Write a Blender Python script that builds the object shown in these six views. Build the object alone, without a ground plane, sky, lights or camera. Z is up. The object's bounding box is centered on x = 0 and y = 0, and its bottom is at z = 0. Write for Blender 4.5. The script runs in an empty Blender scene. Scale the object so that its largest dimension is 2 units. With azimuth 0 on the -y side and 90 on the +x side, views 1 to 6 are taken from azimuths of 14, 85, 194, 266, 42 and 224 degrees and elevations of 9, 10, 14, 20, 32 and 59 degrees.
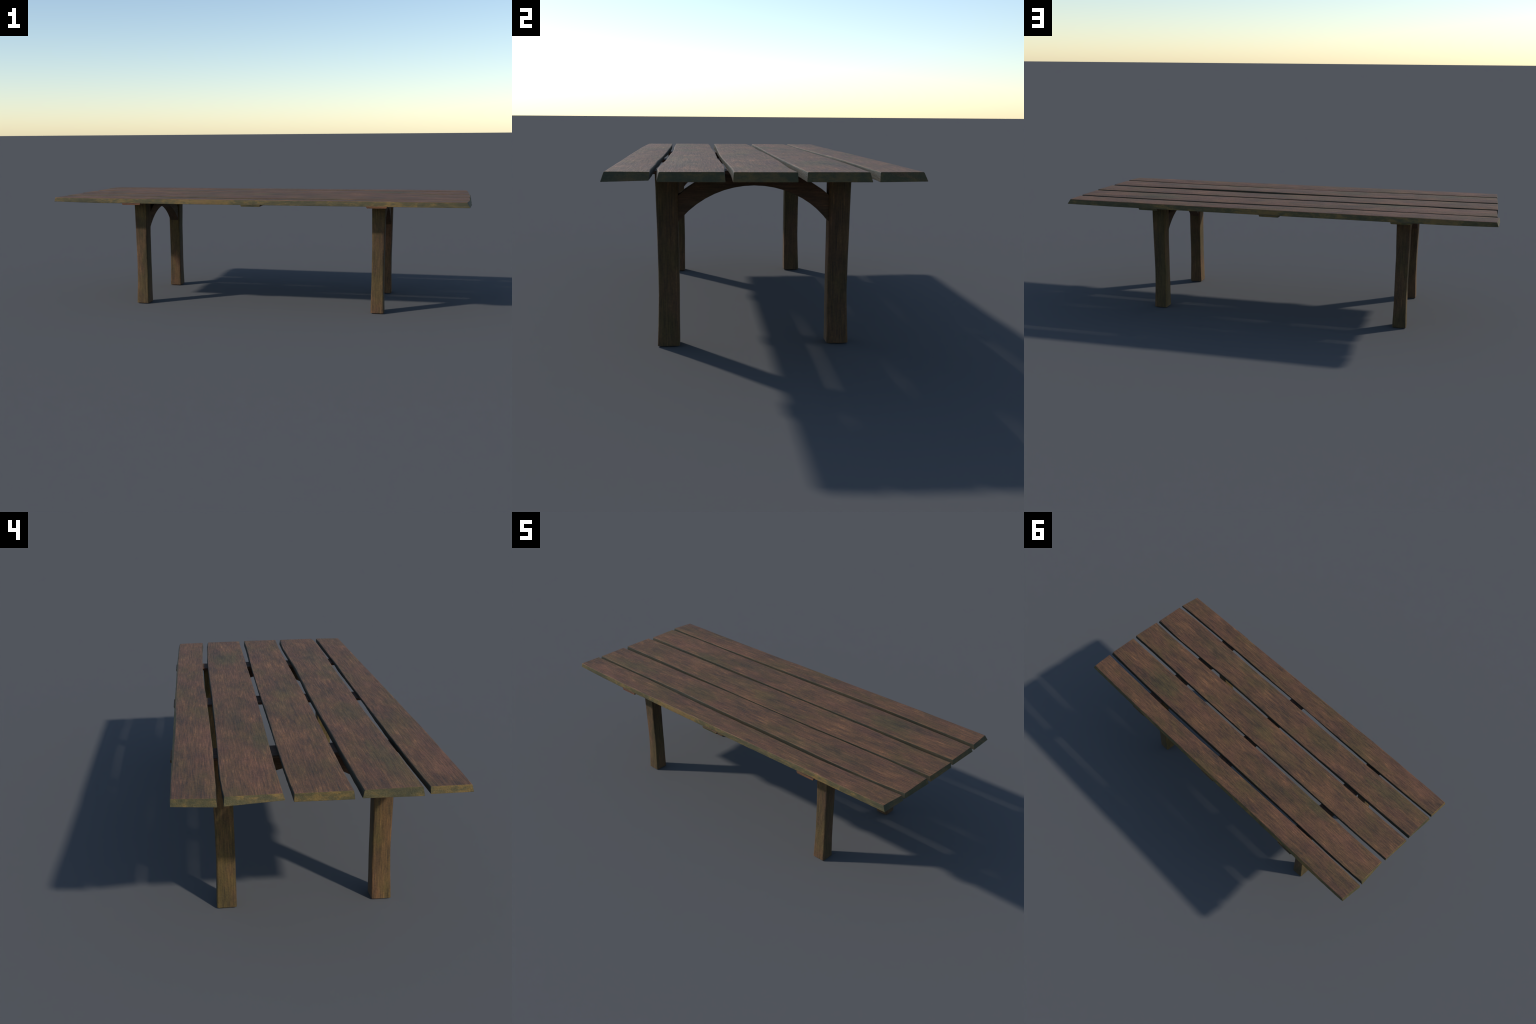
"""Weathered garden table: five wavy-edged planks on three cross battens,
four square posts and an arched brace between the posts at each end."""
import bpy, bmesh, math, random
from mathutils import Vector, noise

random.seed(7)

# ------------------------------------------------------------------ helpers
def lerp_table(table, x):
    """Piecewise-linear interpolation in a sorted list of (x, value)."""
    if x <= table[0][0]:
        return table[0][1]
    for (x0, v0), (x1, v1) in zip(table, table[1:]):
        if x <= x1:
            return v0 + (v1 - v0) * (x - x0) / (x1 - x0)
    return table[-1][1]


def make_object(name, bm, material, parent, bevel=0.0, segments=2, angle=30):
    bmesh.ops.recalc_face_normals(bm, faces=bm.faces)
    me = bpy.data.meshes.new(name)
    bm.to_mesh(me)
    bm.free()
    me.materials.append(material)
    ob = bpy.data.objects.new(name, me)
    bpy.context.scene.collection.objects.link(ob)
    ob.parent = parent
    if bevel:
        m = ob.modifiers.new("round_edges", "BEVEL")
        m.width = bevel
        m.segments = segments
        m.limit_method = "ANGLE"
        m.angle_limit = math.radians(angle)
        m.harden_normals = True
    for p in me.polygons:
        p.use_smooth = True
    me.set_sharp_from_angle(angle=math.radians(angle))
    return ob


def loft(rings, cap=True):
    """Skin a list of equally long closed rings of points."""
    bm = bmesh.new()
    vr = [[bm.verts.new(p) for p in ring] for ring in rings]
    n = len(vr[0])
    for a, b in zip(vr, vr[1:]):
        for i in range(n):
            j = (i + 1) % n
            bm.faces.new((a[i], a[j], b[j], b[i]))
    if cap:
        bm.faces.new(list(reversed(vr[0])))
        bm.faces.new(vr[-1])
    return bm


def rounded(ring, radii, steps):
    """Round the corners of a closed 2D ring (y, z) with quadratic curves."""
    out, n = [], len(ring)
    for i, c in enumerate(ring):
        c, r = Vector(c), radii[i]
        p = c + (Vector(ring[i - 1]) - c).normalized() * r
        q = c + (Vector(ring[(i + 1) % n]) - c).normalized() * r
        for k in range(steps + 1):
            t = k / steps
            out.append(p * (1 - t) ** 2 + c * 2 * t * (1 - t) + q * t * t)
    return out


# ---------------------------------------------------------------- materials
class Nodes:
    """Small wrapper that keeps node building readable."""

    def __init__(self, name):
        self.mat = bpy.data.materials.new(name)
        self.mat.use_nodes = True
        self.t = self.mat.node_tree
        self.t.nodes.clear()

    def add(self, kind, **props):
        n = self.t.nodes.new(kind)
        for k, v in props.items():
            setattr(n, k, v)
        return n

    def put(self, sock, value):
        if isinstance(value, bpy.types.NodeSocket):
            self.t.links.new(value, sock)
        else:
            sock.default_value = value

    def mapping(self, vec, scale=(1, 1, 1), loc=(0, 0, 0)):
        n = self.add("ShaderNodeMapping")
        self.put(n.inputs["Vector"], vec)
        n.inputs["Scale"].default_value = scale
        n.inputs["Location"].default_value = loc
        return n.outputs[0]

    def noise(self, vec, scale, detail=4.0, rough=0.55, distort=0.0):
        n = self.add("ShaderNodeTexNoise")
        self.put(n.inputs["Vector"], vec)
        n.inputs["Scale"].default_value = scale
        n.inputs["Detail"].default_value = detail
        n.inputs["Roughness"].default_value = rough
        n.inputs["Distortion"].default_value = distort
        return n.outputs["Fac"]

    def math(self, op, a, b=0.0, c=0.0, clamp=False):
        n = self.add("ShaderNodeMath", operation=op, use_clamp=clamp)
        for s, v in zip(n.inputs, (a, b, c)):
            self.put(s, v)
        return n.outputs[0]

    def range(self, v, a, b, lo=0.0, hi=1.0):
        n = self.add("ShaderNodeMapRange", interpolation_type="SMOOTHSTEP")
        self.put(n.inputs["Value"], v)
        for k, x in zip(("From Min", "From Max", "To Min", "To Max"), (a, b, lo, hi)):
            n.inputs[k].default_value = x
        return n.outputs["Result"]

    def ramp(self, v, stops):
        n = self.add("ShaderNodeValToRGB")
        self.put(n.inputs["Fac"], v)
        el = n.color_ramp.elements
        while len(el) < len(stops):
            el.new(0.5)
        for e, (p, c) in zip(el, stops):
            e.position, e.color = p, (*c, 1)
        return n.outputs["Color"]

    def mix(self, fac, a, b, mode="MIX"):
        n = self.add("ShaderNodeMix", data_type="RGBA", blend_type=mode)
        self.put(n.inputs["Factor"], fac)
        for s, v in ((n.inputs["A"], a), (n.inputs["B"], b)):
            self.put(s, v if isinstance(v, bpy.types.NodeSocket) else (*v, 1))
        return n.outputs["Result"]

    def spot(self, pos, centre, radii, jitter):
        """Soft elliptical mask round a place on the table, ragged by noise."""
        m = self.mapping(pos, tuple(1 / r for r in radii), tuple(-c / r for c, r in zip(centre, radii)))
        ln = self.add("ShaderNodeVectorMath", operation="LENGTH")
        self.put(ln.inputs[0], m)
        d = self.math("ADD", ln.outputs["Value"], jitter)
        return self.range(d, 0.35, 1.35, 1.0, 0.0)


# colours (linear base colours)
BROWN_DARK = (0.040, 0.0215, 0.0120)
BROWN_MID = (0.103, 0.0460, 0.0175)
BROWN_LIGHT = (0.300, 0.130, 0.0440)
RED_TINT = (0.128, 0.0490, 0.0260)
OLIVE = (0.082, 0.0500, 0.0125)
GREEN_STAIN = (0.056, 0.0490, 0.0120)
MOSS_DARK = (0.034, 0.034, 0.0110)
MOSS_MID = (0.072, 0.056, 0.0160)
MOSS_LIGHT = (0.185, 0.108, 0.0220)


def shade(c, k):
    return tuple(x * k for x in c)


def wood(name, grain, moss=None, spots=(), tint=(1, 1, 1), green=0.0, rough=0.77, contrast=1.0, faces=None):
    """Weathered timber.  `grain` is the axis (0, 1 or 2) the fibres run along;
    `moss` is None, "sides" (upright faces) or "all"."""
    g = Nodes(name)
    tc = g.add("ShaderNodeTexCoord")
    pos = tc.outputs["Object"]

    def along(long, cross):
        s = [cross] * 3
        s[grain] = long
        return tuple(s)

    fibre = g.noise(g.mapping(pos, along(10, 185)), 1.0, 4.0, 0.66, 0.3)
    hair = g.noise(g.mapping(pos, along(20, 350), (5, 5, 5)), 1.0, 3.0, 0.6, 0.2)
    band = g.noise(g.mapping(pos, along(4.5, 38), (3, 1, 2)), 1.0, 3.0, 0.6, 0.4)
    blotch = g.noise(g.mapping(pos, along(5.5, 12), (7, 5, 9)), 1.0, 5.0, 0.66)
    worn = g.noise(g.mapping(pos, along(9, 30), (2, 8, 4)), 1.0, 3.0, 0.6, 0.6)
    hue = g.noise(g.mapping(pos, along(5.0, 9.5), (1.3, 8.2, 4.4)), 1.0, 4.0, 0.6)
    specks = g.noise(pos, 190, 2.0, 0.6)

    # tone = weighted sum of zero-centred noises
    tone = 0.40
    for n, w in ((fibre, 1.25), (hair, 1.15), (band, 0.55), (blotch, 0.95), (worn, 0.55), (specks, 0.70)):
        tone = g.math("MULTIPLY_ADD", g.math("SUBTRACT", n, 0.5), w * contrast, tone)
    tone = g.math("ADD", tone, 0.0, clamp=True)
    col = g.ramp(tone, [(0.0, BROWN_DARK), (0.42, BROWN_MID), (0.72, shade(BROWN_MID, 1.55)), (1.0, BROWN_LIGHT)])

    def toned(c, lo=0.50, hi=1.75):
        return g.mix(tone, shade(c, lo), shade(c, hi))

    streak = g.math("MULTIPLY", g.range(hair, 0.54, 0.70), g.range(worn, 0.50, 0.66))
    col = g.mix(g.math("MULTIPLY", streak, 0.55 * contrast), col, shade(BROWN_LIGHT, 1.05))      # pale worn fibres
    col = g.mix(g.range(hue, 0.48, 0.68, 0.0, 0.52), col, toned(RED_TINT))
    col = g.mix(g.range(hue, 0.50, 0.32, 0.0, 0.65), col, toned(OLIVE))
    if green:
        gz = g.noise(g.mapping(pos, along(4.2, 12), (6, 3, 1)), 1.0, 3.0, 0.6)
        col = g.mix(g.range(gz, 0.42, 0.62, 0.0, green), col, toned(OLIVE, 0.35, 1.6))

    # broad dark weathering
    grime = g.noise(g.mapping(pos, along(3.2, 7.0), (9, 4, 6)), 1.0, 5.0, 0.68, 0.5)
    col = g.mix(g.range(grime, 0.52, 0.68, 0.0, 0.42), col, g.mix(1.0, col, (0.50, 0.52, 0.58), "MULTIPLY"))

    ragged = g.math("MULTIPLY_ADD", g.noise(g.mapping(pos, along(12, 60)), 1.0, 5.0, 0.65), 2.4, -1.1)
    for centre, radii, strength in spots:
        m = g.math("MULTIPLY", g.spot(pos, centre, radii, ragged), strength * 0.8)
        col = g.mix(m, col, toned(GREEN_STAIN))

    if moss:
        mm = g.noise(g.mapping(pos, (30, 38, 85)), 1.0, 5.0, 0.68)
        mo = g.noise(g.mapping(pos, (5, 9, 9), (2, 2, 2)), 1.0, 3.0)
        mv = g.math("MULTIPLY_ADD", mm, 0.62, g.math("MULTIPLY", mo, 0.75))
        mcol = g.ramp(g.range(mv, 0.48, 0.88), [(0, MOSS_DARK), (0.5, MOSS_MID), (1.0, MOSS_LIGHT)])
        mcol = g.mix(g.range(mo, 0.54, 0.68, 0.0, 0.40), mcol, (0.105, 0.056, 0.0180))
        if moss == "sides":
            geo = g.add("ShaderNodeNewGeometry")
            sep = g.add("ShaderNodeSeparateXYZ")
            g.put(sep.inputs[0], geo.outputs["True Normal"])
            nz = g.math("ABSOLUTE", sep.outputs["Z"])
            rim = g.math("MULTIPLY", g.range(nz, 0.45, 0.60), g.range(nz, 0.985, 0.95))
            col = g.mix(g.math("MULTIPLY", rim, 0.45), col, toned((0.150, 0.075, 0.026), 0.4, 1.7))
            seam = g.math("MULTIPLY", g.range(g.math("ABSOLUTE", sep.outputs["X"]), 0.6, 0.4), 1.0)
            psep = g.add("ShaderNodeSeparateXYZ")
            g.put(psep.inputs[0], pos)
            seam = g.math("MULTIPLY", seam, g.range(g.math("ABSOLUTE", psep.outputs["Y"]), 0.37, 0.36))
            mcol = g.mix(g.math("MULTIPLY", seam, 0.82), mcol, (0.0105, 0.0140, 0.0080))   # gap shadow painted onto the inner plank faces
            fade = g.math("ADD", nz, g.math("MULTIPLY_ADD", mm, 0.3, -0.15))
            fade = g.math("ADD", fade, g.math("MULTIPLY", seam, -0.12))
            col = g.mix(g.range(fade, 0.62, 0.45, 0.0, 0.92), col, mcol)
            col = g.mix(g.range(sep.outputs["X"], 0.5, 0.8, 0.0, 0.50), col, (0.015, 0.0225, 0.0090))  # +x ends coloured darker and greener
        else:
            col = g.mix(0.9, col, mcol)

    if faces:                                 # post sides tinted differently by the direction they face
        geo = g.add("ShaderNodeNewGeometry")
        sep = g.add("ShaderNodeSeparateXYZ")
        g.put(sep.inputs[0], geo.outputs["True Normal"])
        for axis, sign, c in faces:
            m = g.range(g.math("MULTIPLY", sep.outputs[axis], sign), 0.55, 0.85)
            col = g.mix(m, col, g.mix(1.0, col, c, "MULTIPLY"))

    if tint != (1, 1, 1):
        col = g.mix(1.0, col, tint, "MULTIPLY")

    bump_h = g.math("MULTIPLY_ADD", fibre, 0.7, g.math("MULTIPLY", hair, 0.35))
    bump_h = g.math("MULTIPLY_ADD", specks, 0.45, bump_h)
    bump = g.add("ShaderNodeBump")
    bump.inputs["Strength"].default_value = 0.65
    bump.inputs["Distance"].default_value = 0.0026
    g.put(bump.inputs["Height"], bump_h)

    bsdf = g.add("ShaderNodeBsdfPrincipled")
    g.put(bsdf.inputs["Base Color"], col)
    g.put(bsdf.inputs["Roughness"], g.range(fibre, 0.3, 0.7, rough + 0.04, rough - 0.04))
    bsdf.inputs["Specular IOR Level"].default_value = 0.5
    g.put(bsdf.inputs["Normal"], bump.outputs[0])
    out = g.add("ShaderNodeOutputMaterial")
    g.t.links.new(bsdf.outputs[0], out.inputs[0])
    return g.mat


TOP_Z, UNDER_Z = 0.5345, 0.5106
STAINS = [((x, y, TOP_Z), (rx, ry, 0.1), k) for x, y, rx, ry, k in (
    # damp green patches on the table top: place, half-lengths, strength
    (0.61, 0.18, 0.15, 0.075, 0.70), (-0.74, -0.21, 0.15, 0.055, 0.65),
    (0.58, -0.20, 0.16, 0.050, 0.45), (0.40, -0.23, 0.13, 0.035, 0.40),
    (-0.56, 0.12, 0.11, 0.045, 0.60), (-0.20, 0.015, 0.12, 0.045, 0.40),
    (0.06, -0.02, 0.13, 0.045, 0.30), (-0.31, -0.17, 0.15, 0.050, 0.30),
    (-0.29, 0.19, 0.13, 0.045, 0.30))]
plank_wood = wood("weathered_plank_wood", 0, moss="sides", spots=STAINS)
post_wood = wood("weathered_post_wood", 2, tint=(0.86, 0.95, 0.92), green=0.80, rough=0.88, contrast=0.85,
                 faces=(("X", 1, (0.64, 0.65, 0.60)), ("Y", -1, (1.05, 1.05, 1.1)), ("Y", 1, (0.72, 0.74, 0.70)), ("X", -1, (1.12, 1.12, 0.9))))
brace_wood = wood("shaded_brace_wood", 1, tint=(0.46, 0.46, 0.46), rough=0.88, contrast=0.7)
batten_wood = wood("batten_wood", 1, tint=(0.80, 0.80, 0.85))
bare_end_wood = wood("bare_batten_end_wood", 0, tint=(1.30, 1.12, 1.10))
mossy_end_wood = wood("mossy_batten_end_wood", 0, moss="all", tint=(0.80, 0.85, 0.80))

# -------------------------------------------------------------------- table
table = bpy.data.objects.new("garden_table", None)
bpy.context.scene.collection.objects.link(table)
table["label"] = "long weathered brown plank table with square legs"
table["category"] = "wooden table"

# Each plank: y of its two upper edges and its two lower edges as they wander
# along x, plus the (x, z) of the corners of its sawn ends.
#   a = edge towards -y, b = edge towards +y;  t = upper, l = lower;
#   za, zb = warp: rise or droop of the two upper edges along x
PLANKS = [
    dict(  # outermost, -y side
        at=[(-.99, -.3865), (-.9, -.389), (-.79, -.390), (-.64, -.392), (-.5, -.393), (-.35, -.391), (-.17, -.391), (.18, -.389), (.5, -.386), (.8, -.385), (.97, -.383)],
        bt=[(-.99, -.277), (-.9, -.2745), (-.8, -.2728), (-.6, -.272), (-.4, -.2735), (-.2, -.275), (0, -.2763), (.2, -.2768), (.4, -.281), (.6, -.280), (.8, -.2775), (.89, -.278), (.98, -.275)],
        al=[(-.99, -.391), (-.64, -.396), (-.3, -.396), (.0, -.395), (.3, -.3945), (.7, -.392), (.99, -.3905)],
        bl=[(-.99, -.278), (-.54, -.275), (-.3, -.278), (-.12, -.283), (.06, -.281), (.39, -.280), (.5, -.283), (.7, -.281), (1., -.277)],
        zb=[(-.6, 0), (-.4, -.002), (-.2, -.005), (0, -.006), (.2, -.0048), (.6, -.0045), (.8, -.001), (.9, 0)],
        ends=dict(at=(-.990, .9725), bt=(-.990, .985), al=(-.9935, .985), bl=(-.992, .995)),
        lift=dict(al=(.0040, .0), bl=(.0030, .0040))),
    dict(
        at=[(-.99, -.259), (-.8, -.2595), (-.6, -.2583), (-.4, -.2535), (-.27, -.2535), (-.15, -.256), (0, -.258), (.2, -.258), (.4, -.2592), (.6, -.264), (.74, -.2645), (.84, -.2645), (.92, -.259), (.985, -.2535)],
        bt=[(-.99, -.105), (-.88, -.102), (-.7, -.0995), (-.6, -.1), (-.5, -.0995), (-.38, -.098), (-.25, -.095), (-.12, -.095), (.1, -.0962), (.25, -.0975), (.37, -.0985), (.5, -.095), (.62, -.0932), (.78, -.0905), (.9, -.095), (.99, -.099)],
        al=[(-.99, -.262), (-.5, -.260), (.2, -.258), (.6, -.263), (.85, -.268), (.99, -.2595)],
        bl=[(-.99, -.101), (-.8, -.1), (-.6, -.0995), (-.2, -.098), (.06, -.097), (.25, -.1), (.44, -.1005), (.7, -.0965), (.85, -.094), (1., -.0965)],
        za=[(-.85, 0), (-.4, 0), (-.2, -.003), (.6, -.0035), (.8, -.0015), (.92, 0)], zb=[(-.6, 0), (-.4, -.0015), (-.2, .0), (.2, .0015), (.4, .0022), (.6, .0012), (.9, 0)],
        ends=dict(at=(-.988, .986), bt=(-.9915, .988), al=(-.9955, .990), bl=(-.990, .9985)),
        lift=dict(al=(.0, .0), bl=(.0, .0))),
    dict(
        at=[(-.99, -.078), (-.85, -.077), (-.66, -.0785), (-.4, -.0805), (-.2, -.082), (0, -.083), (.2, -.0815), (.4, -.0802), (.6, -.0775), (.8, -.0752), (.9, -.075), (.99, -.0765)],
        bt=[(-.99, .076), (-.91, .079), (-.8, .081), (-.6, .083), (-.42, .0815), (-.25, .0805), (-.1, .083), (.1, .083), (.34, .0825), (.54, .080), (.71, .076), (.85, .0742), (.99, .0765)],
        al=[(-.99, -.081), (-.5, -.080), (.0, -.081), (.5, -.077), (.99, -.079)],
        bl=[(-.99, .0765), (-.75, .079), (-.6, .078), (.08, .079), (.36, .0785), (.66, .0785), (.85, .076), (1., .077)],
        za=[(-.7, 0), (-.4, -.0022), (-.2, -.003), (0, -.0042), (.2, -.005), (.4, -.004), (.6, -.0025), (.8, -.0017), (.95, 0)], zb=[(-.9, 0), (-.6, .0008), (0, .001), (.6, .001), (.9, 0)],
        ends=dict(at=(-.991, .990), bt=(-.991, .995), al=(-.994, .9975), bl=(-.9906, 1.0)),
        lift=dict(al=(.0, .0), bl=(.0, .0))),
    dict(
        at=[(-.985, .104), (-.85, .1035), (-.72, .1035), (-.59, .1025), (-.38, .1005), (-.22, .0985), (0, .0975), (.2, .0968), (.4, .0982), (.6, .0985), (.8, .099), (.9, .1005), (.985, .1005)],
        bt=[(-.987, .254), (-.94, .2575), (-.84, .260), (-.74, .2605), (-.54, .259), (-.42, .2585), (-.2, .2585), (.03, .2588), (.25, .261), (.43, .2628), (.56, .262), (.72, .2605), (.85, .257), (.985, .252)],
        al=[(-.985, .0985), (-.7, .101), (-.2, .098), (.4, .096), (.99, .0985)],
        bl=[(-.99, .2565), (-.77, .262), (-.57, .259), (-.45, .258), (-.11, .262), (.02, .259), (.08, .262), (.31, .263), (.52, .264), (.66, .264), (.85, .260), (1., .258)],
        za=[(-.9, 0), (-.8, -.002), (-.7, 0)],
        ends=dict(at=(-.985, .990), bt=(-.988, .9905), al=(-.987, .9945), bl=(-.9975, .998)),
        lift=dict(al=(.0045, .0), bl=(.0, .0))),
    dict(  # outermost, +y side
        at=[(-.995, .275), (-.9, .2725), (-.61, .2722), (-.4, .2745), (-.2, .277), (0, .2797), (.1, .2825), (.2, .285), (.4, .286), (.6, .2835), (.8, .281), (.985, .278)],
        bt=[(-.985, .3895), (-.88, .391), (-.77, .389), (-.59, .3875), (-.45, .387), (-.23, .387), (-.15, .390), (.12, .3905), (.4, .391), (.68, .391), (.85, .389), (.983, .387)],
        al=[(-.997, .2725), (-.6, .270), (-.2, .274), (.2, .281), (.5, .286), (.8, .281), (.99, .2755)],
        bl=[(-.99, .3915), (-.94, .394), (-.74, .395), (-.4, .396), (-.09, .397), (.46, .397), (.68, .3965), (.995, .3942)],
        ends=dict(at=(-.996, .9885), bt=(-.986, .983), al=(-1.0, .996), bl=(-.992, .995)),
        lift=dict(al=(.0, .0), bl=(.0040, .0015))),
]

STATIONS = 160


for pi, d in enumerate(PLANKS):
    rings = []
    for k in range(STATIONS + 1):
        t = k / STATIONS
        worn = min(1.0, 14 * t * (1 - t))        # 0 at the sawn ends, 1 along the run
        y, z, xs = {}, {}, {}
        for key in ("at", "bt", "bl", "al"):
            x0, x1 = d["ends"][key]
            x = xs[key] = x0 + (x1 - x0) * t
            yy = lerp_table(d[key], x)
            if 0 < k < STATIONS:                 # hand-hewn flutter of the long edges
                w = 1.7 if key[1] == "t" else 5.1
                yy += 0.0007 * noise.noise(Vector((x * 22, pi * 7.3, w)))
                yy += 0.0005 * noise.noise(Vector((x * 70, pi * 3.1, w + ord(key[0]))))
            if key[1] == "t":
                zz = TOP_Z + lerp_table(d.get("z" + key[0], [(0, 0)]), x) + 0.0004 * noise.noise(Vector((x * 9, yy * 9, pi)))
            else:
                l0, l1 = d["lift"][key]
                zz = UNDER_Z + l0 * max(0.0, 1 - t * 9) + l1 * max(0.0, 1 - (1 - t) * 9)
            y[key], z[key] = yy, zz
        # wear rounds the upper edges; the -y faces of inner planks are undercut
        ra = 0.0025 + (0.0025 if pi else 0.001) * worn
        rb = 0.0025 + 0.0012 * worn
        if pi:
            y["al"] += 0.0020 * worn
        keys = ("at", "bt", "bl", "al")
        sect = rounded([(y[q], z[q]) for q in keys], (ra, rb, 0.0014, 0.0014), 4)
        ring = []
        for i, p in enumerate(sect):
            ring.append((xs[keys[i // 5]], p[0], p[1]))
        rings.append(ring)
    make_object("plank", loft(rings), plank_wood, table, bevel=0.0013, segments=2, angle=55)

# ------------------------------------------------------------------ battens
LEG_X = (-0.588, 0.581)
for cx in (LEG_X[0], 0.0005, LEG_X[1]):
    zt, zb = 0.5132, 0.5034
    rings = []
    for y in (-0.4, -0.2, 0.0, 0.2, 0.4):
        e = 0.0012 if abs(y) > 0.39 else 0.0
        ty, by = y, y - math.copysign(e, y)
        rings.append([(cx - .0473, ty, zt), (cx + .0473, ty, zt), (cx + .0438, by, zb), (cx - .0438, by, zb)])
    bm = loft(rings)
    bmesh.ops.recalc_face_normals(bm, faces=bm.faces)
    for f in bm.faces:                       # sawn ends weathered differently
        if abs(f.normal.y) > 0.7:
            f.material_index = 1 if f.normal.y < 0 and abs(cx) > 0.3 else 2
    ob = make_object("batten", bm, batten_wood, table, bevel=0.0012, segments=2)
    ob.data.materials.append(bare_end_wood)
    ob.data.materials.append(mossy_end_wood)

# --------------------------------------------------------------------- legs
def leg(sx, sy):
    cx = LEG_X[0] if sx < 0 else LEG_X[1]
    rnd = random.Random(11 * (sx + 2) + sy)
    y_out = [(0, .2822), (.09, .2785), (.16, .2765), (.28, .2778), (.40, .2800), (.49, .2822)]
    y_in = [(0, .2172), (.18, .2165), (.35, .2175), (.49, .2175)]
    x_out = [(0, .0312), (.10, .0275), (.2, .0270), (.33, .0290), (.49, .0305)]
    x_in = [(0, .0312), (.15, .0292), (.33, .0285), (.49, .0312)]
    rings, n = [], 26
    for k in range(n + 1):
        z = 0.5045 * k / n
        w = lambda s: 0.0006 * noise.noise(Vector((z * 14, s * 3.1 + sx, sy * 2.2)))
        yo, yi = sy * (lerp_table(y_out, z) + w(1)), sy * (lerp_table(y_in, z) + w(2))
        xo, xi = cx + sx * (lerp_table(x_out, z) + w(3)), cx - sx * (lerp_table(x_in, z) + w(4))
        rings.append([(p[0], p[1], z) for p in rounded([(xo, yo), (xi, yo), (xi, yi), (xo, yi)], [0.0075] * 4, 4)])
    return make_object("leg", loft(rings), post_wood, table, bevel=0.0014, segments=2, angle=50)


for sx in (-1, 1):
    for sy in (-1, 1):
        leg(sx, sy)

# ----------------------------------------------------------- arched braces
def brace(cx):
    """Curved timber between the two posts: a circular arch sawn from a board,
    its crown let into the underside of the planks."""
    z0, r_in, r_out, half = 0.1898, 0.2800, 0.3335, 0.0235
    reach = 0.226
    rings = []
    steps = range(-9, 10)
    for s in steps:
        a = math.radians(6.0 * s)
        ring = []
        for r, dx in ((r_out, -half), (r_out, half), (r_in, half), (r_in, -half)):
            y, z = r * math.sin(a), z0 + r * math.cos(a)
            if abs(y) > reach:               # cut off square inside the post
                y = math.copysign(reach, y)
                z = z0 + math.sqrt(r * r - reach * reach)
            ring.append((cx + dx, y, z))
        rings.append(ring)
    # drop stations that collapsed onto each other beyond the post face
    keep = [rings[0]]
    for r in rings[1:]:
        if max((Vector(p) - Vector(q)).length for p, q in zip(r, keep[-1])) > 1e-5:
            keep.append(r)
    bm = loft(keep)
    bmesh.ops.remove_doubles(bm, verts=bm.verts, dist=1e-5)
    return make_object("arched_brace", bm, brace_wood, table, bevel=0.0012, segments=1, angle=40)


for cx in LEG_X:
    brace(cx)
